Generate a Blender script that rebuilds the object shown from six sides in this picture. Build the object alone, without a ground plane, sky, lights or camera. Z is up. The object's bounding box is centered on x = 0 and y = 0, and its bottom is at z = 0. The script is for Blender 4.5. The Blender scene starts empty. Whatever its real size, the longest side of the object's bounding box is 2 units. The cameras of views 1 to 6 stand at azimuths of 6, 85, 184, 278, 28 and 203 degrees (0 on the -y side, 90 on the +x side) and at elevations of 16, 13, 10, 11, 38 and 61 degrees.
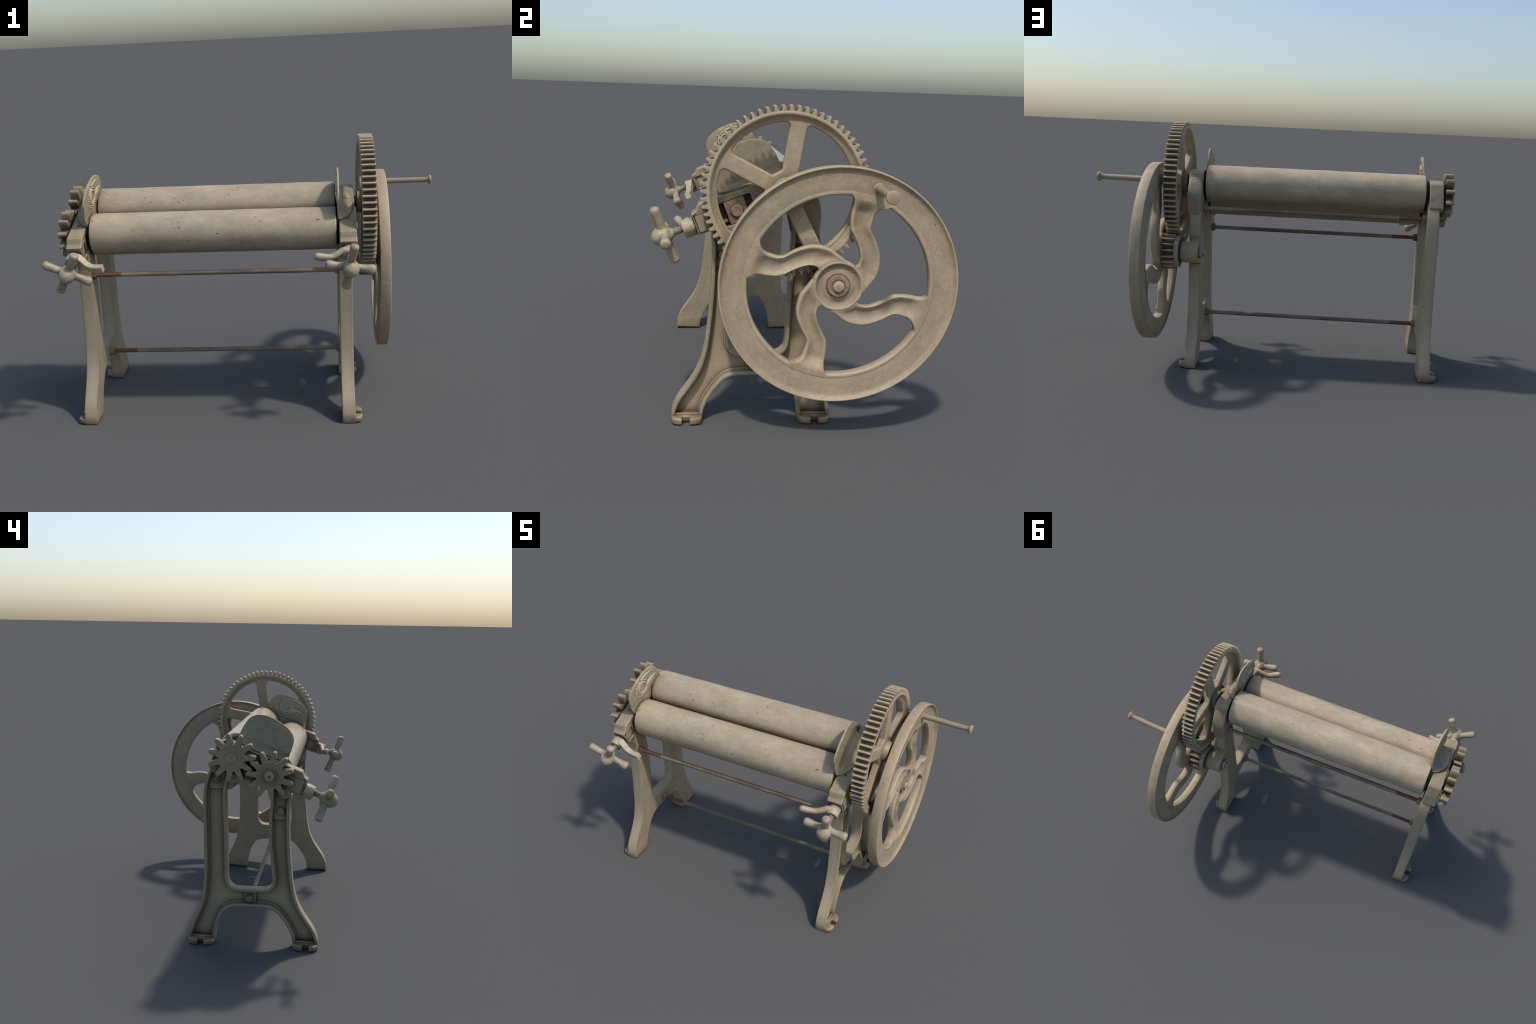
# Cast-iron roller mangle: two long rollers between two A-shaped side frames,
# a flywheel with crank, a spur gear and pinion on one end, two star gears on the other.
import bpy, bmesh, math
from math import sin, cos, pi, radians, atan2, hypot
from mathutils import Vector, Matrix
from mathutils import noise as pnoise
from mathutils.geometry import delaunay_2d_cdt
import numpy as np

rng = np.random.default_rng(7)
TILT = radians(21.5)                    # slope of the bearing beams
E1 = Vector((0, -cos(TILT), -sin(TILT)))  # forward and down along the beam
E2 = Vector((0, -sin(TILT), cos(TILT)))   # square to the beam, upward
X = Vector((1, 0, 0))
FR = Vector((0, -0.281, 0.961))         # front roller axis
RR = Vector((0, -0.083, 1.0525))        # rear roller axis
FW = Vector((0, 0.135, 0.678))          # flywheel axis


# ------------------------------------------------------------------ materials
def new_mat(name):
    m = bpy.data.materials.new(name)
    m.use_nodes = True
    nt = m.node_tree
    return m, nt, nt.nodes["Principled BSDF"]


def node(nt, kind, **kw):
    n = nt.nodes.new(kind)
    for k, v in kw.items():
        if k in n.inputs.keys():
            n.inputs[k].default_value = v
        else:
            setattr(n, k, v)
    return n


def ramp(nt, src, stops):
    r = nt.nodes.new("ShaderNodeValToRGB")
    el = r.color_ramp.elements
    while len(el) < len(stops):
        el.new(0.5)
    for e, (p, c) in zip(el, stops):
        e.position = p
        e.color = (c, c, c, 1) if not isinstance(c, tuple) else (*c, 1)
    nt.links.new(src, r.inputs[0])
    return r.outputs[0]


def mixc(nt, fac, a, b, mode="MIX"):
    m = nt.nodes.new("ShaderNodeMix")
    m.data_type = "RGBA"
    m.blend_type = mode
    for sock, v in ((m.inputs[0], fac), (m.inputs[6], a), (m.inputs[7], b)):
        if isinstance(v, (int, float)):
            sock.default_value = v
        elif isinstance(v, tuple):
            sock.default_value = (*v, 1)
        else:
            nt.links.new(v, sock)
    return m.outputs[2]


def mathn(nt, op, a, b=0.0, clamp=False):
    m = nt.nodes.new("ShaderNodeMath")
    m.operation = op
    m.use_clamp = clamp
    for i, v in enumerate((a, b)):
        if isinstance(v, (int, float)):
            m.inputs[i].default_value = v
        else:
            nt.links.new(v, m.inputs[i])
    return m.outputs[0]


def noise(nt, vec, scale, detail=4, rough=0.55):
    n = node(nt, "ShaderNodeTexNoise", Scale=scale, Detail=detail, Roughness=rough)
    nt.links.new(vec, n.inputs["Vector"])
    return n.outputs["Fac"]


def painted_iron(name, light, dark, grime_shade, speck=0.5, rough=0.55, stretch=(1, 1, 1), patch=0.0, ao=0.85, edge=0.7, bump=0.25, under=0.0, mottle=1.0, feet=0.0, spec=0.4):
    m, nt, p = new_mat(name)
    geo = nt.nodes.new("ShaderNodeNewGeometry")
    mp = nt.nodes.new("ShaderNodeMapping")
    mp.inputs["Scale"].default_value = stretch
    nt.links.new(geo.outputs["Position"], mp.inputs["Vector"])
    pos = mp.outputs[0]
    big = noise(nt, pos, 7, 6, 0.6)
    mid = noise(nt, pos, 34, 6, 0.7)
    fine = noise(nt, geo.outputs["Position"], 130, 4, 0.7)
    col = mixc(nt, ramp(nt, big, [(0.36, 0.0), (0.64, 1.0)]), dark, light)
    col = mixc(nt, mathn(nt, "MULTIPLY", ramp(nt, mid, [(0.40, 1.0), (0.58, 0.0)]), 0.50 * mottle), col, dark)
    col = mixc(nt, mathn(nt, "MULTIPLY", ramp(nt, mid, [(0.52, 0.0), (0.68, 1.0)]), 0.40 * mottle), col, tuple(c * 1.16 for c in light))
    col = mixc(nt, mathn(nt, "MULTIPLY", ramp(nt, fine, [(0.34, 1.0), (0.50, 0.0)]), 0.22 * mottle), col, grime_shade)
    # greenish-grey against warm tint drifting over the surface
    tint = ramp(nt, noise(nt, geo.outputs["Position"], 4.5, 4), [(0.38, (0.93, 1.0, 0.98)), (0.62, (1.05, 0.98, 0.92))])
    col = mixc(nt, 0.45, col, tint, "MULTIPLY")
    # light worn edges
    pt = ramp(nt, geo.outputs["Pointiness"], [(0.515, 0.0), (0.58, 1.0)])
    col = mixc(nt, mathn(nt, "MULTIPLY", pt, edge), col, tuple(min(1, c * 1.30) for c in light))
    # brown grime plus occlusion shade painted into the corners
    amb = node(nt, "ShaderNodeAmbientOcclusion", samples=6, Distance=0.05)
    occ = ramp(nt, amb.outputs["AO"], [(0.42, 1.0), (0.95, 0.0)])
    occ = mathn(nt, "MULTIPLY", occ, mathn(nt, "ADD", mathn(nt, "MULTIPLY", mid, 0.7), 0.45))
    col = mixc(nt, mathn(nt, "MULTIPLY", occ, ao, True), col, grime_shade)
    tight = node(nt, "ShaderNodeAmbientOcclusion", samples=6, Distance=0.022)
    crevice_shade = mathn(nt, "MULTIPLY", ramp(nt, tight.outputs["AO"], [(0.30, 1.0), (0.86, 0.0)]), mathn(nt, "ADD", mathn(nt, "MULTIPLY", mid, 0.9), 0.35))
    col = mixc(nt, mathn(nt, "MULTIPLY", crevice_shade, ao * 0.9, True), col, tuple(c * 0.62 for c in grime_shade))  # occlusion shade of tight crevices, put into the colour along with dirt
    # rust bloom in broad faint patches
    if patch:
        w = noise(nt, geo.outputs["Position"], 11, 6, 0.7)
        col = mixc(nt, mathn(nt, "MULTIPLY", ramp(nt, w, [(0.60, 0.0), (0.72, 1.0)]), patch), col, (0.30, 0.17, 0.075))
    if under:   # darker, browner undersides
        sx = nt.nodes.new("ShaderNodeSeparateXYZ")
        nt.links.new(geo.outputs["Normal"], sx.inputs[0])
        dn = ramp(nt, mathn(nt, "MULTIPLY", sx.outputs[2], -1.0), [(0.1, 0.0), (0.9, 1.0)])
        col = mixc(nt, mathn(nt, "MULTIPLY", dn, under), col, grime_shade)
    if feet:    # rust creeping up from the floor
        sz = nt.nodes.new("ShaderNodeSeparateXYZ")
        nt.links.new(geo.outputs["Position"], sz.inputs[0])
        low = ramp(nt, sz.outputs[2], [(0.0, 1.0), (0.10, 0.0)])
        blot = ramp(nt, noise(nt, geo.outputs["Position"], 16, 5, 0.7), [(0.44, 0.0), (0.66, 1.0)])
        col = mixc(nt, mathn(nt, "MULTIPLY", mathn(nt, "MULTIPLY", low, blot), feet), col, (0.16, 0.082, 0.034))
    # pits and specks
    vo = node(nt, "ShaderNodeTexVoronoi", Scale=36.0, Randomness=1.0)
    nt.links.new(pos, vo.inputs["Vector"])
    warp = mathn(nt, "ADD", vo.outputs["Distance"], mathn(nt, "MULTIPLY", mathn(nt, "SUBTRACT", fine, 0.5), 0.35))
    sp = ramp(nt, warp, [(0.06, 1.0), (0.20, 0.0)])
    gate = ramp(nt, noise(nt, pos, 15, 3), [(0.535, 0.0), (0.63, 1.0)])
    sp = mathn(nt, "MULTIPLY", mathn(nt, "MULTIPLY", sp, gate), speck)
    col = mixc(nt, sp, col, (0.125, 0.075, 0.040))
    vo2 = node(nt, "ShaderNodeTexVoronoi", Scale=120.0, Randomness=1.0)
    nt.links.new(pos, vo2.inputs["Vector"])
    sp2 = ramp(nt, vo2.outputs["Distance"], [(0.10, 1.0), (0.22, 0.0)])
    gate2 = ramp(nt, noise(nt, pos, 9, 4), [(0.48, 0.0), (0.62, 1.0)])
    col = mixc(nt, mathn(nt, "MULTIPLY", mathn(nt, "MULTIPLY", sp2, gate2), speck * 0.8), col, (0.29, 0.165, 0.070))
    nt.links.new(col, p.inputs["Base Color"])
    rr = mathn(nt, "ADD", mathn(nt, "MULTIPLY", mid, 0.5), rough - 0.25)
    nt.links.new(rr, p.inputs["Roughness"])
    p.inputs["Specular IOR Level"].default_value = spec
    bp = node(nt, "ShaderNodeBump", Strength=bump, Distance=0.004)
    hsum = mathn(nt, "ADD", noise(nt, geo.outputs["Position"], 70, 4), mathn(nt, "MULTIPLY", noise(nt, geo.outputs["Position"], 16, 2), 1.6))
    nt.links.new(hsum, bp.inputs["Height"])
    nt.links.new(bp.outputs[0], p.inputs["Normal"])
    return m


def rusty(name, a, b, rough=0.75):
    m, nt, p = new_mat(name)
    geo = nt.nodes.new("ShaderNodeNewGeometry")
    n = noise(nt, geo.outputs["Position"], 45, 6, 0.7)
    nt.links.new(mixc(nt, ramp(nt, n, [(0.35, 0.0), (0.65, 1.0)]), a, b), p.inputs["Base Color"])
    p.inputs["Roughness"].default_value = rough
    bp = node(nt, "ShaderNodeBump", Strength=0.4, Distance=0.003)
    nt.links.new(n, bp.inputs["Height"])
    nt.links.new(bp.outputs[0], p.inputs["Normal"])
    return m


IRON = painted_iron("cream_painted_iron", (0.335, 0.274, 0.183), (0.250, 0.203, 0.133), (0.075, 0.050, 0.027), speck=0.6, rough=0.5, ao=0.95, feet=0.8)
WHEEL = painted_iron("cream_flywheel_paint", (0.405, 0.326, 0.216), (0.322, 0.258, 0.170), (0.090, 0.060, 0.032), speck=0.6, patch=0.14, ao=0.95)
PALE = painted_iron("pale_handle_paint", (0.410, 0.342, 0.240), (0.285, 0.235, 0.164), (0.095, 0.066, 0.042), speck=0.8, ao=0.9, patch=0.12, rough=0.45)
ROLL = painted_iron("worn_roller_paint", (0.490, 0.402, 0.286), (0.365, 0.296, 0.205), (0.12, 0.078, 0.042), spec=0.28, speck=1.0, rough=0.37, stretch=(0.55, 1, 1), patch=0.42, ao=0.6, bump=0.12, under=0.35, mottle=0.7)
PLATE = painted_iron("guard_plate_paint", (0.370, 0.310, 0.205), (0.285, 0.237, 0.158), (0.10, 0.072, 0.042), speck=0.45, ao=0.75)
RELIEF = painted_iron("lighter_relief_paint", (0.430, 0.365, 0.250), (0.360, 0.302, 0.205), (0.13, 0.095, 0.058), speck=0.2, ao=0.3)  # paler than the plate so the emblem stands out
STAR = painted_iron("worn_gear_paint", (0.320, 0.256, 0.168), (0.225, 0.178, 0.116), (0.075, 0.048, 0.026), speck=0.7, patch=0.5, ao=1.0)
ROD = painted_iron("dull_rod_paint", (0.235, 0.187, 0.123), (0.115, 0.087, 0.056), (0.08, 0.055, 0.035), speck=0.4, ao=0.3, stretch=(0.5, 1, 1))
RUST = rusty("brown_rust", (0.10, 0.052, 0.030), (0.17, 0.092, 0.052))
NUT = rusty("stained_nut", (0.15, 0.105, 0.066), (0.28, 0.215, 0.145))
DARK = rusty("dark_shade_iron", (0.045, 0.034, 0.025), (0.090, 0.066, 0.046))  # shade of gaps and roller ends painted in as a dark colour
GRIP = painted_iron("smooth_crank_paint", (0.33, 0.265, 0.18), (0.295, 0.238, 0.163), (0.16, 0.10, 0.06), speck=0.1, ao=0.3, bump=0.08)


# ------------------------------------------------------------------ geometry helpers
def catmull(pts, n=6, closed=True):
    P = np.array(pts, float)
    N = len(P)
    out = []
    for i in range(N if closed else N - 1):
        g = (lambda k: P[k % N]) if closed else (lambda k: P[min(max(k, 0), N - 1)])
        a, b, c, d = g(i - 1), g(i), g(i + 1), g(i + 2)
        # centripetal parametrisation avoids overshoot
        t1 = max(np.linalg.norm(b - a), 1e-6) ** 0.5
        t2 = t1 + max(np.linalg.norm(c - b), 1e-6) ** 0.5
        t3 = t2 + max(np.linalg.norm(d - c), 1e-6) ** 0.5
        for k in range(n):
            t = t1 + (t2 - t1) * k / n
            A1 = a + (b - a) * t / t1
            A2 = b + (c - b) * (t - t1) / (t2 - t1)
            A3 = c + (d - c) * (t - t2) / (t3 - t2)
            B1 = A1 + (A2 - A1) * t / t2
            B2 = A2 + (A3 - A2) * (t - t1) / (t3 - t1)
            out.append(B1 + (B2 - B1) * (t - t1) / (t2 - t1))
    if not closed:
        out.append(P[-1])
    return [tuple(float(v) for v in q) for q in out]


def area(p):
    return 0.5 * sum(a[0] * b[1] - b[0] * a[1] for a, b in zip(p, p[1:] + p[:1]))


def tidy(pts, gap=2e-4):
    """drop coincident neighbours"""
    out = []
    for p in pts:
        if not out or hypot(p[0] - out[-1][0], p[1] - out[-1][1]) > gap:
            out.append((float(p[0]), float(p[1])))
    while len(out) > 3 and hypot(out[0][0] - out[-1][0], out[0][1] - out[-1][1]) < gap:
        out.pop()
    return out


def shift(pts, d):
    """move every vertex of a closed loop inward by d (outward when negative), same vertex count"""
    s = 1 if area(pts) > 0 else -1
    P = np.array(pts)
    a, b = np.roll(P, 1, 0), np.roll(P, -1, 0)
    t1 = P - a
    t2 = b - P
    t1 /= np.linalg.norm(t1, axis=1)[:, None] + 1e-9
    t2 /= np.linalg.norm(t2, axis=1)[:, None] + 1e-9
    n = np.stack([-(t1 + t2)[:, 1], (t1 + t2)[:, 0]], 1)
    n /= np.linalg.norm(n, axis=1)[:, None] + 1e-9
    c = np.clip((n * np.stack([-t1[:, 1], t1[:, 0]], 1)).sum(1), 0.6, 1)
    return P + n * (d * s / c)[:, None]


def offset(pts, d):
    """parallel outline at distance d inside, with the folded-over corners removed"""
    pts = tidy(pts)
    Q = shift(pts, d)
    A = np.array(pts)
    B = np.roll(A, -1, 0)
    AB = B - A
    L2 = (AB ** 2).sum(1) + 1e-12
    keep = []
    for q in Q:
        t = np.clip(((q - A) * AB).sum(1) / L2, 0, 1)
        dist = np.sqrt((((A + AB * t[:, None]) - q) ** 2).sum(1)).min()
        if dist > abs(d) * 0.97:
            keep.append(tuple(map(float, q)))
    return tidy(keep, 5e-4)


def fillet(pts, n=6):
    """closed polygon of (x, y, radius) with rounded corners"""
    out = []
    N = len(pts)
    for i in range(N):
        p = Vector(pts[i][:2])
        r = pts[i][2]
        if r <= 0:
            out.append(tuple(p))
            continue
        u = (Vector(pts[i - 1][:2]) - p)
        v = (Vector(pts[(i + 1) % N][:2]) - p)
        lu, lv = u.length, v.length
        u /= lu
        v /= lv
        half = u.angle(v) / 2
        L = min(r / math.tan(half), lu * 0.49, lv * 0.49)
        p0, p1 = p + u * L, p + v * L
        for k in range(n + 1):
            t = k / n
            out.append(tuple(p0 * (1 - t) ** 2 + p * 2 * t * (1 - t) + p1 * t ** 2))
    return out


def ring(r, n=64, c=(0, 0), a0=0.0):
    return [(c[0] + r * cos(a0 + 2 * pi * k / n), c[1] + r * sin(a0 + 2 * pi * k / n)) for k in range(n)]


YZ = (Vector((0, 1, 0)), Vector((0, 0, 1)), X)     # profile in y,z pushed along x
TF = (E1, E2, None)                                # beam frame


def cap_triangles(rings):
    """triangulate the area between outlines (even-odd), returning index triples into the joined ring list"""
    pts = [p for r in rings for p in r]
    edges, base = [], 0
    for r in rings:
        edges += [(base + k, base + (k + 1) % len(r)) for k in range(len(r))]
        base += len(r)
    vo, _, tris, orig, _, _ = delaunay_2d_cdt([Vector(p) for p in pts], edges, [], 0, 1e-7)
    E = [(np.array(r), np.roll(np.array(r), -1, 0)) for r in rings]
    out = []
    for t in tris:
        cx, cy = (sum(vo[i].x for i in t) / 3, sum(vo[i].y for i in t) / 3)
        inside = 0
        for A, B in E:
            hit = (A[:, 1] > cy) != (B[:, 1] > cy)
            with np.errstate(divide="ignore", invalid="ignore"):
                xx = A[:, 0] + (cy - A[:, 1]) * (B[:, 0] - A[:, 0]) / (B[:, 1] - A[:, 1])
            inside += int((hit & (xx > cx)).sum())
        if inside % 2:
            ids = [orig[i][0] if orig[i] else None for i in t]
            if None not in ids and len(set(ids)) == 3:
                out.append(tuple(ids))
    return out


def slab(loops, w0, w1, bevel=0.003, frame=YZ, origin=Vector((0, 0, 0)), res=2, soft=(1, 1)):
    """flat plate: closed outlines (holes inside outlines) pushed from w0 to w1, edges rounded at the soft ends"""
    U, V, W = frame
    vs, fs = [], []
    steps = [(bevel * (1 - sin(k / res * pi / 2)), bevel * (1 - cos(k / res * pi / 2))) for k in range(res + 1)]
    rows = [(ins, w0 + h) for ins, h in steps] if soft[0] else [(0.0, w0)]
    rows += [(ins, w1 - h) for ins, h in steps[::-1]] if soft[1] else [(0.0, w1)]
    ends, ids = [[], []], [[], []]
    for depth, lp in loops:
        lp = tidy(lp)
        n = len(lp)
        base = len(vs)
        R = len(rows)
        for i, (ins, w) in enumerate(rows):
            q = shift(lp, ins if depth % 2 == 0 else -ins).tolist()
            vs += [origin + U * a + V * b + W * w for a, b in q]
            if i in (0, R - 1):
                ends[i > 0].append([tuple(p) for p in q])
                ids[i > 0] += [base + i * n + k for k in range(n)]
        for i in range(R - 1):
            for k in range(n):
                l = (k + 1) % n
                fs.append((base + i * n + k, base + i * n + l, base + (i + 1) * n + l, base + (i + 1) * n + k))
    for e in (0, 1):
        fs += [tuple(ids[e][k] for k in tri) for tri in cap_triangles(ends[e])]
    me = bpy.data.meshes.new("tmp")
    me.from_pydata(vs, [], fs)
    fix(me)
    return me


def basis(axis):
    a = Vector(axis).normalized()
    u = a.orthogonal().normalized()
    return a, u, a.cross(u)


def lathe(profile, origin, axis, seg=48, closed=False):
    """profile of (distance along axis, radius)"""
    a, u, v = basis(axis)
    o = Vector(origin)
    vs, fs = [], []
    for (t, r) in profile:
        for k in range(seg):
            th = 2 * pi * k / seg
            vs.append(o + a * t + (u * cos(th) + v * sin(th)) * max(r, 1e-5))
    n = len(profile)
    for i in range(n if closed else n - 1):
        j = (i + 1) % n
        for k in range(seg):
            l = (k + 1) % seg
            fs.append((i * seg + k, i * seg + l, j * seg + l, j * seg + k))
    if not closed:
        fs.append(tuple(range(seg))[::-1])
        fs.append(tuple((n - 1) * seg + k for k in range(seg)))
    me = bpy.data.meshes.new("tmp")
    me.from_pydata(vs, [], fs)
    fix(me)
    return me


def sweep(path, section, size, up=Vector((0, 0, 1)), n=5):
    """loft a closed 2-D section along a path; size = (width, height) per path point"""
    P = [Vector(p) for p in catmull([tuple(p) for p in path], n, False)]
    S = catmull([tuple(s) for s in size], n, False)
    vs, fs = [], []
    m = len(section)
    for i, p in enumerate(P):
        t = (P[min(i + 1, len(P) - 1)] - P[max(i - 1, 0)]).normalized()
        s = t.cross(up).normalized()
        w = s.cross(t)
        for a, b in section:
            vs.append(p + s * a * S[i][0] + w * b * S[i][1])
    for i in range(len(P) - 1):
        for k in range(m):
            l = (k + 1) % m
            fs.append((i * m + k, i * m + l, (i + 1) * m + l, (i + 1) * m + k))
    fs.append(tuple(range(m))[::-1])
    fs.append(tuple((len(P) - 1) * m + k for k in range(m)))
    me = bpy.data.meshes.new("tmp")
    me.from_pydata(vs, [], fs)
    fix(me)
    return me


def lumpy(me, amp, scale):
    """uneven cast skin: push vertices along their normals by smooth noise"""
    nr = [v.normal.copy() for v in me.vertices]
    for v, n in zip(me.vertices, nr):
        v.co += n * (amp * pnoise.noise(v.co * scale))
    return me


def fix(me):
    bm = bmesh.new()
    bm.from_mesh(me)
    bmesh.ops.recalc_face_normals(bm, faces=bm.faces)
    bm.to_mesh(me)
    bm.free()


def hexnut(origin, axis, r, h, turn=0.3):
    a, u, v = basis(axis)
    bm = bmesh.new()
    prof = [(0, r), (h * 0.72, r), (h, r * 0.82)]
    rows = [[bm.verts.new(Vector(origin) + a * t + (u * cos(turn + k * pi / 3) + v * sin(turn + k * pi / 3)) * q) for k in range(6)] for t, q in prof]
    for i in range(2):
        for k in range(6):
            bm.faces.new((rows[i][k], rows[i][(k + 1) % 6], rows[i + 1][(k + 1) % 6], rows[i + 1][k]))
    bm.faces.new(rows[0][::-1])
    bm.faces.new(rows[2])
    bmesh.ops.recalc_face_normals(bm, faces=bm.faces)
    me = bpy.data.meshes.new("tmp")
    bm.to_mesh(me)
    bm.free()
    return me


def dome(origin, axis, r, h, base=0.0):
    prof = [(-base, r)] + [(h * sin(k * pi / 12), r * cos(k * pi / 12)) for k in range(7)]
    return lathe(prof, origin, axis, 24)


def merge(meshes):
    bm = bmesh.new()
    for me in meshes:
        bm.from_mesh(me)
        bpy.data.meshes.remove(me)
    me = bpy.data.meshes.new("tmp")
    bm.to_mesh(me)
    bm.free()
    return me


def part(name, meshes, mat, parent, angle=38, weighted=True):
    me = merge(meshes) if isinstance(meshes, list) else meshes
    me.name = name
    me.materials.clear()
    me.materials.append(mat)
    me.shade_smooth()
    me.set_sharp_from_angle(angle=radians(angle))
    ob = bpy.data.objects.new(name, me)
    bpy.context.scene.collection.objects.link(ob)
    ob.parent = parent
    if weighted:
        w = ob.modifiers.new("weighted", "WEIGHTED_NORMAL")
        w.keep_sharp = True
        w.weight = 80
    return ob


def group(name, parent):
    e = bpy.data.objects.new(name, None)
    e.empty_display_size = 0.1
    bpy.context.scene.collection.objects.link(e)
    e.parent = parent
    return e


mangle = group("roller_mangle", None)
mangle["label"] = "old cream painted cast iron mangle with two rollers and flywheel"
mangle["category"] = "laundry mangle"
mangle.rotation_euler = (0, 0, 0.010)

# ------------------------------------------------------------------ side frames
rear_edge = [(0.160, 0.001), (0.160, 0.045), (0.150, 0.09), (0.122, 0.155), (0.099, 0.215), (0.086, 0.27), (0.079, 0.35), (0.0765, 0.45),
             (0.078, 0.55), (0.081, 0.67), (0.0835, 0.77), (0.082, 0.84), (0.073, 0.90), (0.055, 0.955), (0.030, 1.00)]
front_edge = [(-0.372, 0.90), (-0.384, 0.84), (-0.381, 0.79), (-0.381, 0.72), (-0.384, 0.62), (-0.390, 0.52), (-0.400, 0.42), (-0.409, 0.35), (-0.428, 0.272),
              (-0.454, 0.214), (-0.489, 0.16), (-0.517, 0.12), (-0.538, 0.08), (-0.549, 0.04), (-0.549, 0.001)]
arch = [(-0.412, 0.001), (-0.411, 0.03), (-0.402, 0.072), (-0.379, 0.12), (-0.344, 0.169), (-0.31, 0.202), (-0.27, 0.216), (-0.20, 0.219), (-0.125, 0.217),
        (-0.07, 0.209), (-0.042, 0.193), (-0.012, 0.146), (0.003, 0.10), (0.013, 0.05), (0.017, 0.001)]
opening = [(-0.040, 0.852), (-0.042, 0.78), (-0.044, 0.706), (-0.048, 0.607), (-0.052, 0.458), (-0.053, 0.39), (-0.060, 0.349), (-0.085, 0.325), (-0.13, 0.320),
           (-0.20, 0.321), (-0.265, 0.325), (-0.289, 0.342), (-0.296, 0.375), (-0.292, 0.43), (-0.283, 0.50), (-0.273, 0.591), (-0.272, 0.689),
           (-0.274, 0.76), (-0.280, 0.82), (-0.265, 0.87), (-0.20, 0.915), (-0.12, 0.955), (-0.075, 0.955), (-0.050, 0.91)]


def leg_outline():
    r = catmull(rear_edge, 5, False)
    f = catmull(front_edge, 5, False)
    a = catmull(arch, 5, False)
    return r + [(-0.03, 1.03), (-0.16, 0.985), (-0.28, 0.935)] + f + a


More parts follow.
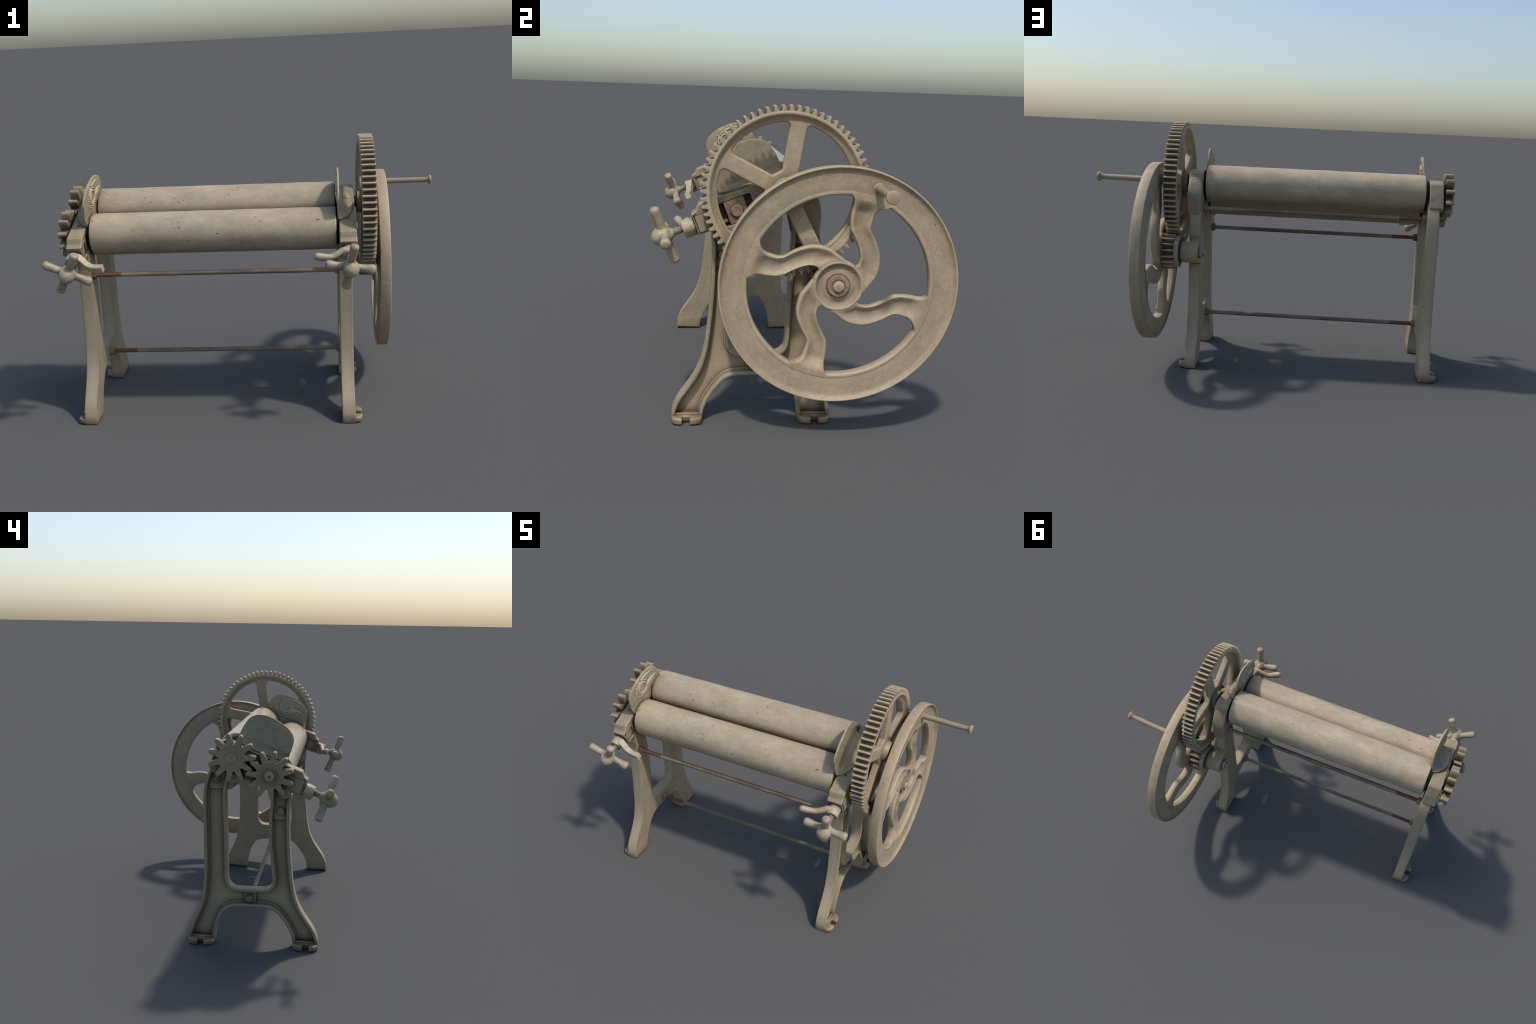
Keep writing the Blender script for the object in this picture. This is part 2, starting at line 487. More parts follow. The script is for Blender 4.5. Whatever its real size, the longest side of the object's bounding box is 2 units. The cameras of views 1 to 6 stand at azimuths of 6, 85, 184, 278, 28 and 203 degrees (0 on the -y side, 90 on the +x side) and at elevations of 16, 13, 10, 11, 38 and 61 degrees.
def side_frame(side):
    """side = -1 for the end with the star gears, +1 for the drive end; the ribs face outward"""
    if side < 0:
        xi, xo, bi, bo, toe = -0.820, -0.887, -0.827, -0.907, -0.926
    else:
        xi, xo, bi, bo, toe = 0.457, 0.523, 0.460, 0.545, 0.560
    grp = group("side_frame", mangle)

    def lay(loops, a, b, bev, **k):
        return slab(loops, min(a, b), max(a, b), bev, **k)
    out, hole = leg_outline(), catmull(opening, 5)
    d = xo - xi
    webx = xi + d * 0.30
    sf = (1, 0) if side > 0 else (0, 1)
    m = [lay([(0, out), (1, hole)], xi, webx, 0.0045, soft=sf)]
    # outer rib all round, with a softer fillet step at its foot
    m.append(lay([(0, out), (1, offset(out, 0.0175)), (2, offset(hole, -0.0175)), (3, hole)], webx, xo, 0.0065, res=3, soft=sf[::-1]))
    m.append(lay([(0, offset(out, 0.003)), (1, offset(out, 0.026)), (2, offset(hole, -0.026)), (3, offset(hole, -0.003))], xi + d * 0.1, xi + d * 0.47, 0.0075, res=3))
    # raised pads near the top of each leg, square pad on the cross brace
    m.append(lay([(0, [(-0.046, 0.866), (0.078, 0.868), (0.07, 0.91), (0.02, 1.0), (-0.08, 0.99), (-0.058, 0.92)])], xi + d * 0.1, xi + d * 0.62, 0.004))
    m.append(lay([(0, [(-0.376, 0.709), (-0.279, 0.710), (-0.284, 0.80), (-0.27, 0.87), (-0.30, 0.93), (-0.366, 0.90), (-0.379, 0.80)])], xi + d * 0.1, xi + d * 0.62, 0.004))
    m.append(lay([(0, [(-0.205, 0.223), (-0.143, 0.223), (-0.140, 0.317), (-0.208, 0.317)])], xi + d * 0.1, xi + d * 0.58, 0.006))
    part("leg_casting", m, IRON, grp)
    # toes with an open bolt slot
    feet = []
    for y0, y1, ys in ((-0.549, -0.412, -0.484), (0.017, 0.160, 0.090)):
        s = 0.015
        L = toe - xo
        pts = [(xi + d * 0.15, y0 + 0.002, 0), (xo, y0, 0.01), (toe - L * 0.22, y0 + 0.008, 0.03), (toe, y0 + 0.038, 0.026), (toe - L * 0.02, ys - s - 0.002, 0.008),
               (xo + d * 0.03, ys - s, 0.006), (xo + d * 0.03, ys + s, 0.006), (toe - L * 0.02, ys + s + 0.002, 0.008), (toe, y1 - 0.038, 0.026),
               (toe - L * 0.22, y1 - 0.008, 0.03), (xo, y1, 0.01), (xi + d * 0.15, y1 - 0.002, 0)]
        feet.append(slab([(0, fillet(pts))], 0.0, 0.031, 0.008, frame=(X, Vector((0, 1, 0)), Vector((0, 0, 1))), res=3))
        feet.append(slab([(0, fillet([(xi + d * 0.2, y0 + 0.008, 0), (xo - d * 0.12, y0 + 0.008, 0.004), (xo - d * 0.12, y1 - 0.008, 0.004), (xi + d * 0.2, y1 - 0.008, 0)]))],
                         0.01, 0.040, 0.006, frame=(X, Vector((0, 1, 0)), Vector((0, 0, 1)))))
    part("foot", feet, IRON, grp)
    # sloping bearing beam with slot and window
    beam = fillet([(0.186, 0.0485, 0.004), (0.163, 0.0575, 0.012), (0.143, 0.079, 0.008), (0.04, 0.078, 0.0), (-0.285, 0.076, 0.02), (-0.322, 0.046, 0.03),
                   (-0.322, -0.03, 0.02), (-0.316, -0.10, 0.015), (-0.285, -0.115, 0.02), (-0.225, -0.082, 0.03), (0.03, -0.078, 0.02), (0.085, -0.082, 0.02),
                   (0.115, -0.074, 0.02), (0.135, -0.0433, 0.02), (0.186, -0.0433, 0.004)])
    slot = fillet([(-0.075, 0.050, 0.006), (0.085, 0.050, 0.006), (0.085, -0.050, 0.006), (-0.075, -0.050, 0.006)], 3)
    win = fillet([(0.106, 0.033, 0.005), (0.171, 0.033, 0.005), (0.171, -0.031, 0.005), (0.106, -0.031, 0.005)], 3)
    b = [lay([(0, beam), (1, slot), (1, win)], bi, bo, 0.0065, res=3, frame=(E1, E2, X), origin=FR)]
    lug = E1 * 0.098 + E2 * -0.060 + FR
    b.append(lathe([(bi + (bo - bi) * 0.3, 0.036), (bo - side * 0.006, 0.036), (bo + side * 0.002, 0.033), (bo + side * 0.006, 0.026), (bo + side * 0.0065, 0.004)], lug, X, 32))
    part("bearing_beam", b, IRON, grp)
    db = bo - bi
    back_to = 0.103 if side > 0 else 0.030
    inner = lay([(0, fillet([(back_to, 0.0372, 0.004), (0.1752, 0.0372, 0.004), (0.1752, -0.0352, 0.004), (back_to, -0.0352, 0.004)], 3))], bi + db * 0.13, bo + side * 0.004, 0.002,
                frame=(E1, E2, X), origin=FR)
    part("slide_block", inner, IRON, grp)
    blk = lay([(0, fillet([(-0.045, 0.0495, 0.003), (0.044, 0.0495, 0.003), (0.044, -0.0495, 0.003), (-0.045, -0.0495, 0.003)], 3))], bi + db * 0.05, bo - db * 0.02, 0.002,
              frame=(E1, E2, X), origin=FR)
    part("bearing_block", blk, NUT if side > 0 else IRON, grp)
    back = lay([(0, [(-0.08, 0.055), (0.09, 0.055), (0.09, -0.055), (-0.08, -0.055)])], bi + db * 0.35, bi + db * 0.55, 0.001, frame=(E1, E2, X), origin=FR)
    part("slot_void_plate", back, DARK, grp)  # dark plate set in the slot; its colour stands for the shaded void
    # nuts where the tie rods come through
    s = side
    for (y, z) in ((0.010, 0.919), (-0.333, 0.760), (-0.172, 0.264)):
        base = Vector((xi + d * 0.60, y, z))
        big = z < 0.3 or (s < 0 and y < -0.2)
        part("tie_nut", [hexnut(base, X * s, 0.0225, 0.017, 0.2 + y * 9), dome(base + X * s * 0.016, X * s, 0.0115, 0.009, 0.01)],
             NUT if z < 0.3 or y > -0.1 else IRON, grp)
    return grp


left = side_frame(-1)
right = side_frame(1)

# swelling where the drive-side rear leg runs up into its bearing
neck = [(0.5025, -0.03, 1.065), (0.5025, 0.010, 1.005), (0.5015, 0.022, 0.955), (0.498, 0.0265, 0.905), (0.492, 0.0245, 0.865), (0.489, 0.0225, 0.82)]
nsz = [(0.052, 0.0425), (0.056, 0.0425), (0.056, 0.0405), (0.0525, 0.0360), (0.050, 0.0305), (0.046, 0.026)]
rbox = [(cos(a) * abs(cos(a)) ** -0.72, sin(a) * abs(sin(a)) ** -0.72) for a in np.linspace(0.06, 2 * pi + 0.06, 33)[:-1]]
part("bearing_neck", sweep([Vector(p) for p in neck], rbox, nsz, up=X), IRON, right)

# pinion boss on the drive-side rear leg
part("pinion_boss", [lathe([(0.457, 0.058), (0.46, 0.061), (0.545, 0.061), (0.558, 0.058), (0.562, 0.050)], (0, FW.y, FW.z), X, 40),
                     slab([(0, [(FW.y + 0.063 * cos(q), FW.z + 0.063 * sin(q)) for q in np.linspace(-pi / 2, pi / 2, 17)] + [(0.098, FW.z + 0.066), (0.070, FW.z + 0.085), (0.05, FW.z + 0.09), (0.05, FW.z - 0.09), (0.070, FW.z - 0.085), (0.098, FW.z - 0.066)])],
                          0.4575, 0.512, 0.008)],
     IRON, right)
part("pinion_nut", [hexnut((0.457, FW.y, FW.z), -X, 0.033, 0.020), lathe([(0, 0.018), (0.034, 0.018), (0.038, 0.012)], (0.457, FW.y, FW.z), -X, 20)], IRON, right)

# ------------------------------------------------------------------ rollers
XL, XR = -0.8075, 0.4475
for axis_pt in (RR, FR):
    r = 0.1082
    prof = [(XL, r - 0.03), (XL, r - 0.0055), (XL + 0.0015, r - 0.0018), (XL + 0.005, r), (XL + 0.0075, r)]
    prof += [(XL + 0.005 + (XR - XL - 0.010) * k / 24, r + 0.0006 * sin(k * 1.3)) for k in range(1, 24)]
    prof += [(XR - 0.0075, r), (XR - 0.005, r), (XR - 0.0015, r - 0.0018), (XR, r - 0.0055), (XR, r - 0.03)]
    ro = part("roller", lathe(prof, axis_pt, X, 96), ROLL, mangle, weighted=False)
    part("journal", [lathe([(XL - 0.11, 0.028), (XL + 0.01, 0.028)], axis_pt, X, 32), lathe([(XR - 0.01, 0.030), (XR + 0.10, 0.030)], axis_pt, X, 32),
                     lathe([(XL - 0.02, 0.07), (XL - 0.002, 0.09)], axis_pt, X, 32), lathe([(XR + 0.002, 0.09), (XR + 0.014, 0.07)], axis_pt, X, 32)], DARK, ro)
part("shaft_washer", [lathe([(0.53, 0.027), (0.551, 0.027), (0.555, 0.024), (0.555, 0.010), (0.551, 0.004)], FR, X, 32)], NUT, right)

# ------------------------------------------------------------------ guard plates
outline = [(-0.240, 0.090), (-0.240, 0.130), (-0.235, 0.175), (-0.222, 0.218), (-0.196, 0.246), (-0.150, 0.263), (-0.10, 0.265), (-0.05, 0.258), (-0.012, 0.246),
           (0.018, 0.228), (0.037, 0.203), (0.044, 0.170), (0.047, 0.130), (0.047, 0.090)]


def guard(side):
    drop = 0.011 if side > 0 else 0.004
    col = catmull([(a, b - drop * (b - 0.09) / 0.175) for a, b in outline], 6, False)
    n = len(col)
    rows = []
    for i, (o1, o2) in enumerate(col):
        t = i / (n - 1)
        b1 = -0.240 + 0.287 * t
        reach = 0.070 * max(0.0, 1 - abs(2 * t - 1) ** 2.4) ** 0.6 + 0.002
        top2 = max(o2, 0.0895)
        line = []
        rad = min(0.030, reach * 0.8)
        for k in range(5):
            line.append((reach - (reach - rad) * k / 4, 0.0815, 0.0))
        for k in range(1, 7):
            a = k / 6 * pi / 2
            line.append((rad - rad * sin(a), 0.0815 + rad - rad * cos(a), 0.0))
        base2 = 0.0815 + rad
        top2 = max(top2, base2 + 0.002)
        for k in range(1, 15):
            line.append((0.0, base2 + (top2 - base2) * k / 14, k / 14))
        row = []
        for (w, h, f) in line:
            e1 = b1 + (o1 - b1) * f
            hh = (h - 0.0815) / 0.18
            if side > 0:
                x = 0.4590 + w + 0.002 * hh - 0.003 * sin(pi * min(1, hh))
            else:
                x = -0.8185 - w + 0.018 * hh + 0.004 * sin(pi * min(1, hh)) - (e1 + 0.145) * 0.085 * min(1, hh * 4)
            row.append(FR + X * x + E1 * e1 + E2 * h)
        rows.append(row)
    m = len(rows[0])
    vs = [p for row in rows for p in row]
    fs = [(i * m + k, (i + 1) * m + k, (i + 1) * m + k + 1, i * m + k + 1) for i in range(n - 1) for k in range(m - 1)]
    me = bpy.data.meshes.new("tmp")
    me.from_pydata(vs, [], fs)
    fix(me)
    ob = part("guard_plate", me, PLATE, mangle, weighted=False)
    so = ob.modifiers.new("solid", "SOLIDIFY")
    so.thickness = 0.0085 if side > 0 else 0.0105
    so.offset = 0.0
    bv = ob.modifiers.new("bevel", "BEVEL")
    bv.width = 0.0035
    bv.segments = 2
    bv.limit_method = "ANGLE"
    bv.angle_limit = radians(50)
    s = side

    def onface(e1, e2, lift):      # point on the roller-side face
        if s < 0:
            e1 = -0.190 - e1       # the same artwork read from the other end
        hh = (e2 - 0.0815) / 0.18
        if s > 0:
            x = 0.4590 + 0.002 * hh - 0.003 * sin(pi * min(1, hh)) - 0.004 - lift
        else:
            x = -0.8185 + 0.018 * hh + 0.004 * sin(pi * min(1, hh)) - (e1 + 0.145) * 0.085 * min(1, hh * 4) + 0.005 + lift
        return FR + X * x + E1 * e1 + E2 * e2
    # cast emblem: double ring, beads of a worn legend, pointed strokes
    rel = []
    sec = [(cos(k * pi / 4), sin(k * pi / 4)) for k in range(8)]
    c1, c2 = -0.108, 0.182
    for rad, wd in ((0.034, 0.0062), (0.048, 0.0045)):
        path = [onface(c1 + rad * cos(a), c2 + rad * sin(a), 0.0) for a in np.linspace(0, 2 * pi, 25)]
        rel.append(sweep(path, sec, [(wd, wd)] * 25, up=X, n=2))
    for k in range(20):
        a = pi * 0.62 + k * pi * 1.32 / 19
        rr = 0.0585
        rel.append(dome(onface(c1 + rr * cos(a), c2 + rr * sin(a), -0.001), -X * s, 0.0050 + 0.0012 * ((k * 7) % 3 - 1), 0.0058))
    for (a, b, wd) in (((-0.070, 0.175), (0.022, 0.170), 0.0095), ((-0.078, 0.165), (0.005, 0.150), 0.007), ((-0.10, 0.238), (0.008, 0.222), 0.0065),
                       ((-0.13, 0.165), (-0.09, 0.20), 0.003), ((-0.085, 0.148), (-0.058, 0.135), 0.004)):
        pth = [onface(a[0] + (b[0] - a[0]) * q, a[1] + (b[1] - a[1]) * q + 0.006 * sin(q * pi), 0.0) for q in (0, .25, .5, .75, 1)]
        rel.append(sweep(pth, sec, [(wd * .7, wd * .7), (wd, wd), (wd * .9, wd * .8), (wd * .6, wd * .6), (wd * .15, wd * .2)], up=X, n=3))
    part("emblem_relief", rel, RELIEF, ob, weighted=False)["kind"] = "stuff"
    xp = 0.459 if s > 0 else -0.8185
    part("plate_skirt", slab([(0, fillet([(-0.238, 0.098, 0), (0.0455, 0.098, 0), (0.040, 0.050, 0.02), (-0.215, 0.050, 0.02)]))], xp - 0.0042, xp + 0.0042, 0.002, frame=(E1, E2, X), origin=FR), PLATE, ob)
    bx = 0.506 if s > 0 else -0.868
    part("plate_bolt", [dome(FR + X * bx + E1 * -0.150 + E2 * 0.085, E2, 0.0150, 0.007, 0.004), lathe([(0.082, 0.0185), (0.0885, 0.0175)], FR + X * bx + E1 * -0.150, E2, 24)], PLATE, ob, weighted=False)
    return ob


guard(-1)
guard(1)
for s, bx in ((-1, -0.872), (1, 0.508)):
    part("oil_hole_disc", lathe([(0.074, 0.0065), (0.0788, 0.0065)], FR + X * bx + E1 * 0.030, E2, 16), DARK, left if s < 0 else right, weighted=False)  # dark disc drawn in place of an oil hole, nothing is bored

# ------------------------------------------------------------------ tie rods
for (y, z) in ((-0.353, 0.761), (0.010, 0.918), (-0.175, 0.258)):
    rod = part("tie_rod", lathe([(-0.665 + 0.975 * k / 12, 0.0122 + 0.0003 * sin(3 * k)) for k in range(13)], (0, y, z), X, 24), ROD, mangle, weighted=False)
    part("rusty_thread", [lathe([(-0.815, 0.0118), (-0.664, 0.0118)], (0, y, z), X, 20)], RUST, rod, weighted=False)
    part("dull_thread", [lathe([(0.309, 0.0119), (0.455, 0.0119)], (0, y, z), X, 20)], ROD, rod, weighted=False)
    part("rod_collar", [hexnut((-0.820, y, z), X, 0.0235, 0.022, 0.5)], RUST if y < -0.3 else NUT, rod)
    part("rod_collar", [hexnut((0.458, y, z), -X, 0.0235, 0.022, 0.1)], NUT, rod)

# ------------------------------------------------------------------ tension screws
sec8 = [(cos(a), sin(a)) for a in np.linspace(0, 2 * pi, 13)[:-1]]
box = [(0.8, 1), (1, 0.8), (1, -0.8), (0.8, -1), (-0.8, -1), (-1, -0.8), (-1, 0.8), (-0.8, 1)]


def tension_screw(side):
    xc = -0.8755 if side < 0 else 0.5045
    twist = radians(28.5) if side < 0 else radians(9.5)
    o = FR + X * xc + E2 * (-0.005 if side < 0 else 0.0)
    hub_at = 0.326 if side < 0 else 0.332
    grp = group("tension_screw", mangle)
    prof = [(0.17, 0.0145)]
    t = 0.24
    while t < hub_at - 0.028:
        prof += [(t, 0.0140), (t + 0.0035, 0.0168), (t + 0.0045, 0.0168)]
        t += 0.008
    prof.append((hub_at, 0.016))
    part("screw_thread", lathe(prof, o, E1, 28), PALE, grp, weighted=False)
    # lock nut with pointed tail and curved lever
    tear = [(0.0335 * cos(a), 0.0335 * sin(a)) for a in np.linspace(radians(-32), radians(212), 22)] + [(-0.006, -0.043), (0.0, -0.046), (0.006, -0.043)]
    nutm = [slab([(0, tear)], 0.1875, 0.241, 0.004, frame=(E2.cross(E1) * 1.0, E2, E1), origin=o)]
    if side < 0:
        path = [(-0.873, 0.205, 0.012), (-0.850, 0.210, 0.014), (-0.828, 0.219, 0.000), (-0.803, 0.230, -0.022), (-0.775, 0.237, -0.033), (-0.745, 0.241, -0.034), (-0.720, 0.242, -0.032)]
        size = [(0.018, 0.016), (0.019, 0.016), (0.018, 0.0155), (0.0165, 0.0155), (0.0155, 0.0165), (0.0155, 0.0175), (0.0155, 0.0175)]
        sect = box
    else:
        path = [(0.500, 0.212, 0.018), (0.478, 0.216, 0.018), (0.450, 0.228, 0.008), (0.420, 0.240, -0.001), (0.390, 0.250, 0.004), (0.365, 0.257, 0.013), (0.348, 0.261, 0.019), (0.336, 0.264, 0.022)]
        size = [(0.017, 0.016), (0.019, 0.0175), (0.0175, 0.0165), (0.0165, 0.0165), (0.017, 0.0185), (0.018, 0.0205), (0.0175, 0.0195), (0.010, 0.011)]
        sect = sec8
    pts = [Vector((x, o.y, o.z)) + E1 * a + E2 * b for x, a, b in path]
    nutm.append(sweep(pts, sect, size, up=E2))
    part("lock_lever", nutm, PALE, grp, weighted=False)
    hub = [(hub_at - 0.050, 0.017), (hub_at - 0.042, 0.0205)]
    hub += [(hub_at + 0.002 - (0.047 if cos(a) > 0 else 0.0485) * cos(a), 0.0425 * sin(a)) for a in np.linspace(0.62, pi - 0.02, 22)]
    part("star_handle", lumpy(lathe(hub, o, E1, 40), 0.0022, 45), PALE, grp, weighted=False)
    for k in range(4):
        a = twist + k * pi / 2
        dirv = X * sin(a) + E2 * cos(a)
        ln = (0.1265 if side < 0 else 0.1215) if k % 2 else 0.133
        th = 1.0 + 0.05 * ((k * 5) % 3 - 1)
        e = ln - 0.017
        prof = [(0.018, 0.023), (0.032, 0.0205), (0.042, 0.0192), (0.054, 0.0184), (0.068, 0.0193), (0.085, 0.0210), (e - 0.006, 0.0228 * th), (e, 0.0230 * th)]
        prof += [(e + 0.017 * sin(q), 0.0230 * th * cos(q) ** 0.7) for q in (0.3, 0.6, 0.85, 1.1, 1.3, 1.45, 1.53)]
        part("handle_arm", lumpy(lathe(prof, o + E1 * (hub_at - 0.010), dirv, 28), 0.0016, 40), PALE, grp, weighted=False)
    return grp


tension_screw(-1)
tension_screw(1)

# ------------------------------------------------------------------ star gears
def star_gear(c, a0, flat):
    pts = []
    N = 11
    for k in range(N):
        th = a0 + 2 * pi * k / N
        wob = 0.0012 * sin(k * 2.7)
        loc = [(0.0700, -0.0185), (0.083, -0.0155), (0.100, -0.0135), (0.113, -0.0120), (0.1215, -0.0088), (0.1258 + wob, -0.0035), (0.1258 + wob, 0.0035),
               (0.1215, 0.0088), (0.113, 0.0120), (0.100, 0.0135), (0.083, 0.0155), (0.0700, 0.0185)]
        for r, t in loc:
            pts.append((c.y + r * cos(th) - t * sin(th), c.z + r * sin(th) + t * cos(th)))
    pr = catmull(pts, 3)
    g = [slab([(0, pr)], -0.9655, -0.917, 0.0035, res=2), lathe([(-0.93, 0.036), (-0.905, 0.036)], c, X, 32)]
    if flat:
        g.append(lathe([(-0.960, 0.027), (-0.9680, 0.0265), (-0.9690, 0.024), (-0.9670, 0.008), (-0.9635, 0.004)], c, X, 32))
    else:
        g.append(lathe([(-0.960, 0.034), (-0.971, 0.031), (-0.973, 0.028)], c, X, 32))
        g.append(lathe([(-0.955, 0.026), (-0.993, 0.0255), (-0.9975, 0.022), (-0.9975, 0.007), (-0.993, 0.003)], c, X, 32))
        g.append(slab([(0, fillet([(-0.008, -0.010, .003), (0.038, -0.010, .006), (0.038, 0.010, .006), (-0.008, 0.010, .003)]))], -0.981, -0.960, 0.002,
                      frame=(Vector((0, -0.95, 0.31)), Vector((0, -0.31, -0.95)), X), origin=Vector((0, c.y, c.z))))
    return part("star_gear", g, STAR, mangle)


star_gear(RR + Vector((0, 0.003, -0.001)), radians(80.6), True)
star_gear(FR + Vector((0, 0.002, 0.005)), radians(101.3), False)

# ------------------------------------------------------------------ spur gear
spur = group("spur_gear", mangle)
GC = Vector((0, -0.0855, 1.0525))
rimp = [(0.5735, 0.3255), (0.6445, 0.3255), (0.6458, 0.3225), (0.6455, 0.3155), (0.643, 0.3115), (0.637, 0.308), (0.630, 0.301), (0.6265, 0.292), (0.6240, 0.2845), (0.620, 0.282), (0.598, 0.282),
        (0.594, 0.2845), (0.5915, 0.292), (0.588, 0.301), (0.581, 0.308), (0.575, 0.3115), (0.5725, 0.3155), (0.5722, 0.3225)]
part("gear_rim", lathe(rimp, GC, X, 160, closed=True), WHEEL, spur, angle=50, weighted=False)


def gear_window(a):
    """opening between two spokes lying at angles a and a + 72 degrees"""
    h = 0.0345
    ro, n = 0.284, 10
    b = a + radians(72)
    da = math.asin(h / ro)
    pts = []
    arc = [a + da + (b - a - 2 * da) * k / n for k in range(n + 1)]
    for i, t in enumerate(arc):
        pts.append((ro * cos(t), ro * sin(t), 0.030 if i in (0, n) else 0))
    mid = (a + b) / 2
    ri = h / math.sin(radians(36))
    ri += 0.030
    w = 0.030 * math.tan(radians(36)) * 1.0
    pts.append(((ri) * cos(mid) - w * sin(mid), ri * sin(mid) + w * cos(mid), 0.014))
    pts.append(((ri) * cos(mid) + w * sin(mid), ri * sin(mid) - w * cos(mid), 0.014))
    # drop arc points that the corner rounding would swallow
    pts = [p for i, p in enumerate(pts) if i not in (1, n - 1)]
    return [(GC.y + p[0], GC.z + p[1]) for p in fillet(pts)]


wins = [gear_window(radians(81.5 + 72 * k)) for k in range(5)]
part("gear_web", [slab([(0, ring(0.300, 96, (GC.y, GC.z)))] + [(1, w) for w in wins], 0.590, 0.628, 0.009, res=4)], WHEEL, spur)
part("gear_hub", [lathe([(0.561, 0.053), (0.565, 0.058), (0.585, 0.060), (0.60, 0.068), (0.62, 0.068), (0.634, 0.060), (0.654, 0.056), (0.660, 0.051), (0.660, 0.034), (0.655, 0.032)], GC, X, 48),
                  lathe([(0.50, 0.030), (0.664, 0.030), (0.667, 0.026)], GC, X, 32)], WHEEL, spur, weighted=False)
NT = 67
tw = 2 * pi * 0.3260 / NT
tooth = [(-tw * 0.52, 0.318), (-tw * 0.50, 0.3252), (-tw * 0.41, 0.3264), (-tw * 0.33, 0.3295), (-tw * 0.275, 0.3345), (-tw * 0.235, 0.3405), (-tw * 0.190, 0.3460), (-tw * 0.135, 0.3492), (-tw * 0.06, 0.3505)]
tooth += [(-a, b) for a, b in tooth[::-1]]
first = part("gear_tooth", slab([(0, tooth)], 0.5735, 0.6445, 0.0026, res=2), WHEEL, spur)
first.location = GC
for k in range(NT):
    o = first if k == 0 else first.copy()
    if k:
        bpy.context.scene.collection.objects.link(o)
    o.parent = spur
    o.rotation_euler = (radians(88.9 - 90) + 2 * pi * k / NT + 0.0012 * rng.normal(), 0, 0)
    s = 1 + 0.0025 * rng.normal()
    o.scale = (1 + 0.01 * rng.normal(), 1, s)
    o.location = GC + X * 0.609 * (1 - o.scale[0])

# ------------------------------------------------------------------ flywheel
fly = group("flywheel", mangle)
fly.location = (0.70, FW.y, FW.z)
fly.rotation_euler = (0, 0, -0.014)
FX = -0.70     # parts below are drawn with world x, relative to the wheel centre
O = Vector((FX, 0, 0))
rimx = [(0.6728, 0.4935), (0.6740, 0.4955), (0.6765, 0.4965), (0.700, 0.4967), (0.7235, 0.4965), (0.7262, 0.4955), (0.7275, 0.4935), (0.7275, 0.4910), (0.7262, 0.4890), (0.7215, 0.4855), (0.7165, 0.4800), (0.7135, 0.4735),
        (0.7123, 0.4660), (0.7122, 0.430), (0.7122, 0.4005), (0.7115, 0.3975), (0.7130, 0.3945), (0.7135, 0.389), (0.7125, 0.3835), (0.708, 0.3795), (0.690, 0.3785), (0.672, 0.3792), (0.6665, 0.382), (0.6645, 0.388),
        (0.6650, 0.40), (0.6680, 0.43), (0.6715, 0.455), (0.6760, 0.470), (0.6800, 0.478), (0.6810, 0.4835), (0.6790, 0.4875), (0.6735, 0.4895), (0.6727, 0.4915)]
part("rim", lathe(rimx, O, X, 192, closed=True), WHEEL, fly, angle=50, weighted=False)
hubp = [(0.655, 0.090), (0.660, 0.102), (0.666, 0.108), (0.692, 0.1085), (0.6975, 0.1070), (0.7003, 0.1040), (0.7016, 0.0990), (0.7008, 0.0958), (0.6965, 0.0918), (0.6885, 0.0870), (0.6845, 0.0800), (0.6845, 0.0690),
        (0.6890, 0.0580), (0.6900, 0.0500), (0.688, 0.046), (0.686, 0.03)]
part("hub", lathe(hubp, O, X, 72), WHEEL, fly, angle=60, weighted=False)
part("hub_nut", lathe([(0.685, 0.047), (0.699, 0.0465), (0.702, 0.043), (0.702, 0.030), (0.698, 0.026)], O, X, 36), rusty("rust_stained_paint", (0.20, 0.115, 0.06), (0.33, 0.235, 0.15)), fly, weighted=False)
part("axle", lathe([(0.59, 0.0235), (0.706, 0.0235), (0.712, 0.021), (0.715, 0.014), (0.7155, 0.004)], O, X, 32), PALE, fly, weighted=False)

edge_a = [(0.41, 89.5), (0.392, 86.5), (0.375, 83.6), (0.345, 82.2), (0.31, 82.0), (0.266, 81.3), (0.237, 79.2), (0.213, 74.0), (0.177, 63.3), (0.148, 54.0), (0.123, 50.0), (0.104, 52.0), (0.094, 58)]
edge_b = [(0.41, 54.5), (0.394, 57.5), (0.374, 61.8), (0.345, 65.3), (0.31, 65.9), (0.266, 63.4), (0.236, 52.5), (0.213, 40.5), (0.193, 30.9), (0.160, 16.5), (0.132, 3.0), (0.112, -12.0), (0.096, -22)]
section = [(0, .674), (0, .690), (.025, .6975), (.08, .7012), (.15, .6985), (.24, .6925), (.36, .6872), (.5, .6855), (.64, .6872), (.76, .6925), (.85, .6985), (.92, .7012),
           (.975, .6975), (1, .690), (1, .674), (.96, .666), (.86, .6625), (.5, .6615), (.14, .6625), (.04, .666)]


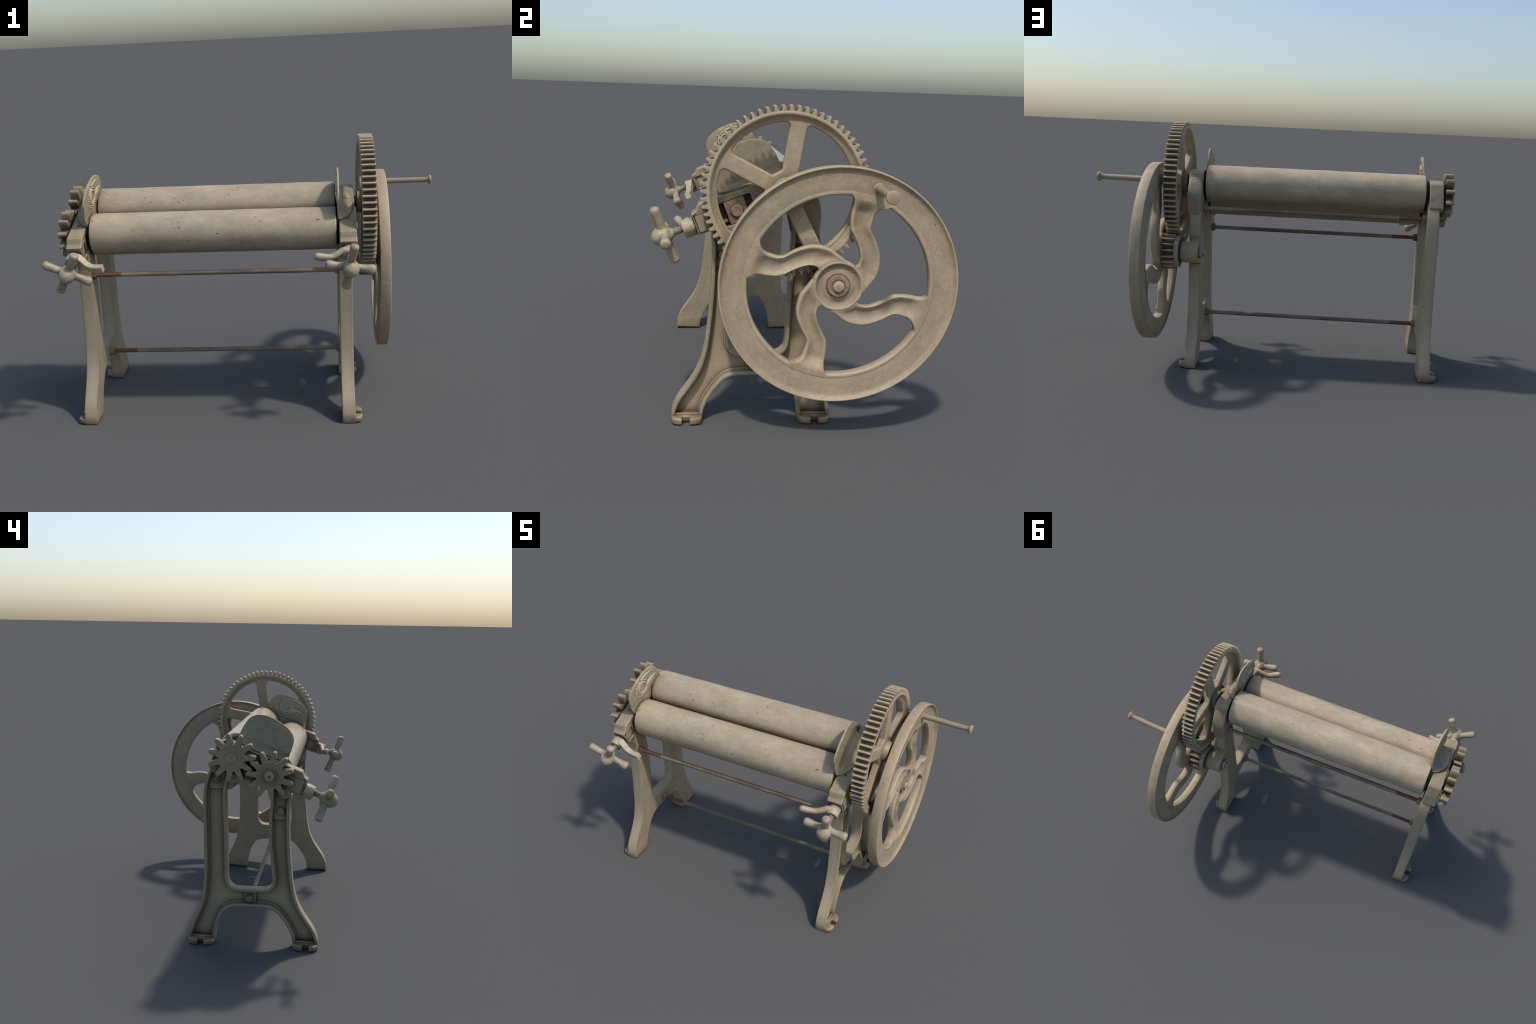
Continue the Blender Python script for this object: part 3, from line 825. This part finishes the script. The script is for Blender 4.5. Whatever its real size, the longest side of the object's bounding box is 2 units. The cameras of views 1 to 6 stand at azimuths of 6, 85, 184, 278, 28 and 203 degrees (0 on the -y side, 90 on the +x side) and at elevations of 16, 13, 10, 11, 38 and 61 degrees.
def spoke(turn):
    car = lambda e: [(r * cos(radians(t)), r * sin(radians(t))) for r, t in e]
    A, B = catmull(car(edge_a), 6, False), catmull(car(edge_b), 6, False)
    c, s = cos(turn), sin(turn)
    vs, fs = [], []
    m = len(section)
    for i, (a, b) in enumerate(zip(A, B)):
        rm = hypot((a[0] + b[0]) / 2, (a[1] + b[1]) / 2)
        f = 0.055 * min(1, max(0, (rm - 0.11) / 0.03)) * min(1, max(0, (0.36 - rm) / 0.06))
        a, b = (a[0] + (a[0] - b[0]) * f, a[1] + (a[1] - b[1]) * f), (b[0] + (b[0] - a[0]) * f, b[1] + (b[1] - a[1]) * f)
        ra = hypot(*a)
        for q, x in section:
            y, z = a[0] + (b[0] - a[0]) * q, a[1] + (b[1] - a[1]) * q
            r = hypot(y, z)
            # ease the trough up into the rim face
            k = min(1, max(0, (r - 0.315) / 0.058))
            k2 = min(1, max(0, (0.135 - r) / 0.03))
            lev = 0.7141 - 0.0035 * min(1, max(0, (r - 0.392) / 0.014))
            xx = x + ((lev - x) * k * k * (3 - 2 * k) + max(0, 0.6995 - x) * k2 * k2 * (3 - 2 * k2) if x > 0.68 else 0)
            if r < 0.104:      # stop inside the hub wall, clear of its dish
                y, z = y * 0.104 / r, z * 0.104 / r
            vs.append((FX + xx, y * c - z * s, y * s + z * c))
    n = len(A)
    for i in range(n - 1):
        for k in range(m):
            l = (k + 1) % m
            fs.append((i * m + k, i * m + l, (i + 1) * m + l, (i + 1) * m + k))
    fs.append(tuple(range(m))[::-1])
    me = bpy.data.meshes.new("tmp")
    me.from_pydata(vs, [], fs)
    fix(me)
    part("spoke", me, WHEEL, fly, angle=60, weighted=False)


for k in range(4):
    spoke(k * pi / 2)

# crank handle
h0, h1 = Vector((0.70, 0.276, 1.087)), Vector((0.997, 0.2575, 1.0905))
ax = (h1 - h0).normalized()
Lh = (h1 - h0).length
crank = part("crank_handle", lathe([(0.0, 0.0165), (0.05, 0.0160), (0.15, 0.0152), (0.22, 0.0148), (Lh - 0.030, 0.0138), (Lh - 0.018, 0.0155), (Lh - 0.009, 0.0235), (Lh - 0.005, 0.0262), (Lh - 0.001, 0.0262),
                                    (Lh + 0.003, 0.0235), (Lh + 0.005, 0.016), (Lh + 0.0055, 0.004)], h0, ax, 36), GRIP, mangle, weighted=False)
part("rust_bloom", lathe([(-0.004, 0.030), (0.0126, 0.029), (0.0140, 0.024), (0.0170, 0.0190), (0.0190, 0.016)], h0, ax, 32), rusty("orange_rust_bloom", (0.30, 0.15, 0.07), (0.42, 0.30, 0.20)), crank, weighted=False)

# pinion on the flywheel axle
pin = []
NP = 17
for k in range(NP):
    th = 2 * pi * (k + 0.5) / NP
    for r, t in ((0.078, -0.0135), (0.084, -0.0095), (0.096, -0.0055), (0.102, -0.0028), (0.102, 0.0028), (0.096, 0.0055), (0.084, 0.0095), (0.078, 0.0135)):
        pin.append((FW.y + r * cos(th) - t * sin(th), FW.z + r * sin(th) + t * cos(th)))
part("pinion", [slab([(0, pin)], 0.585, 0.660, 0.002), lathe([(0.562, 0.086), (0.566, 0.090), (0.586, 0.092), (0.590, 0.086)], FW, X, 48),
                lathe([(0.650, 0.086), (0.655, 0.0885), (0.668, 0.0885)], FW, X, 48), lathe([(0.55, 0.03), (0.67, 0.03)], FW, X, 24)], STAR, mangle)
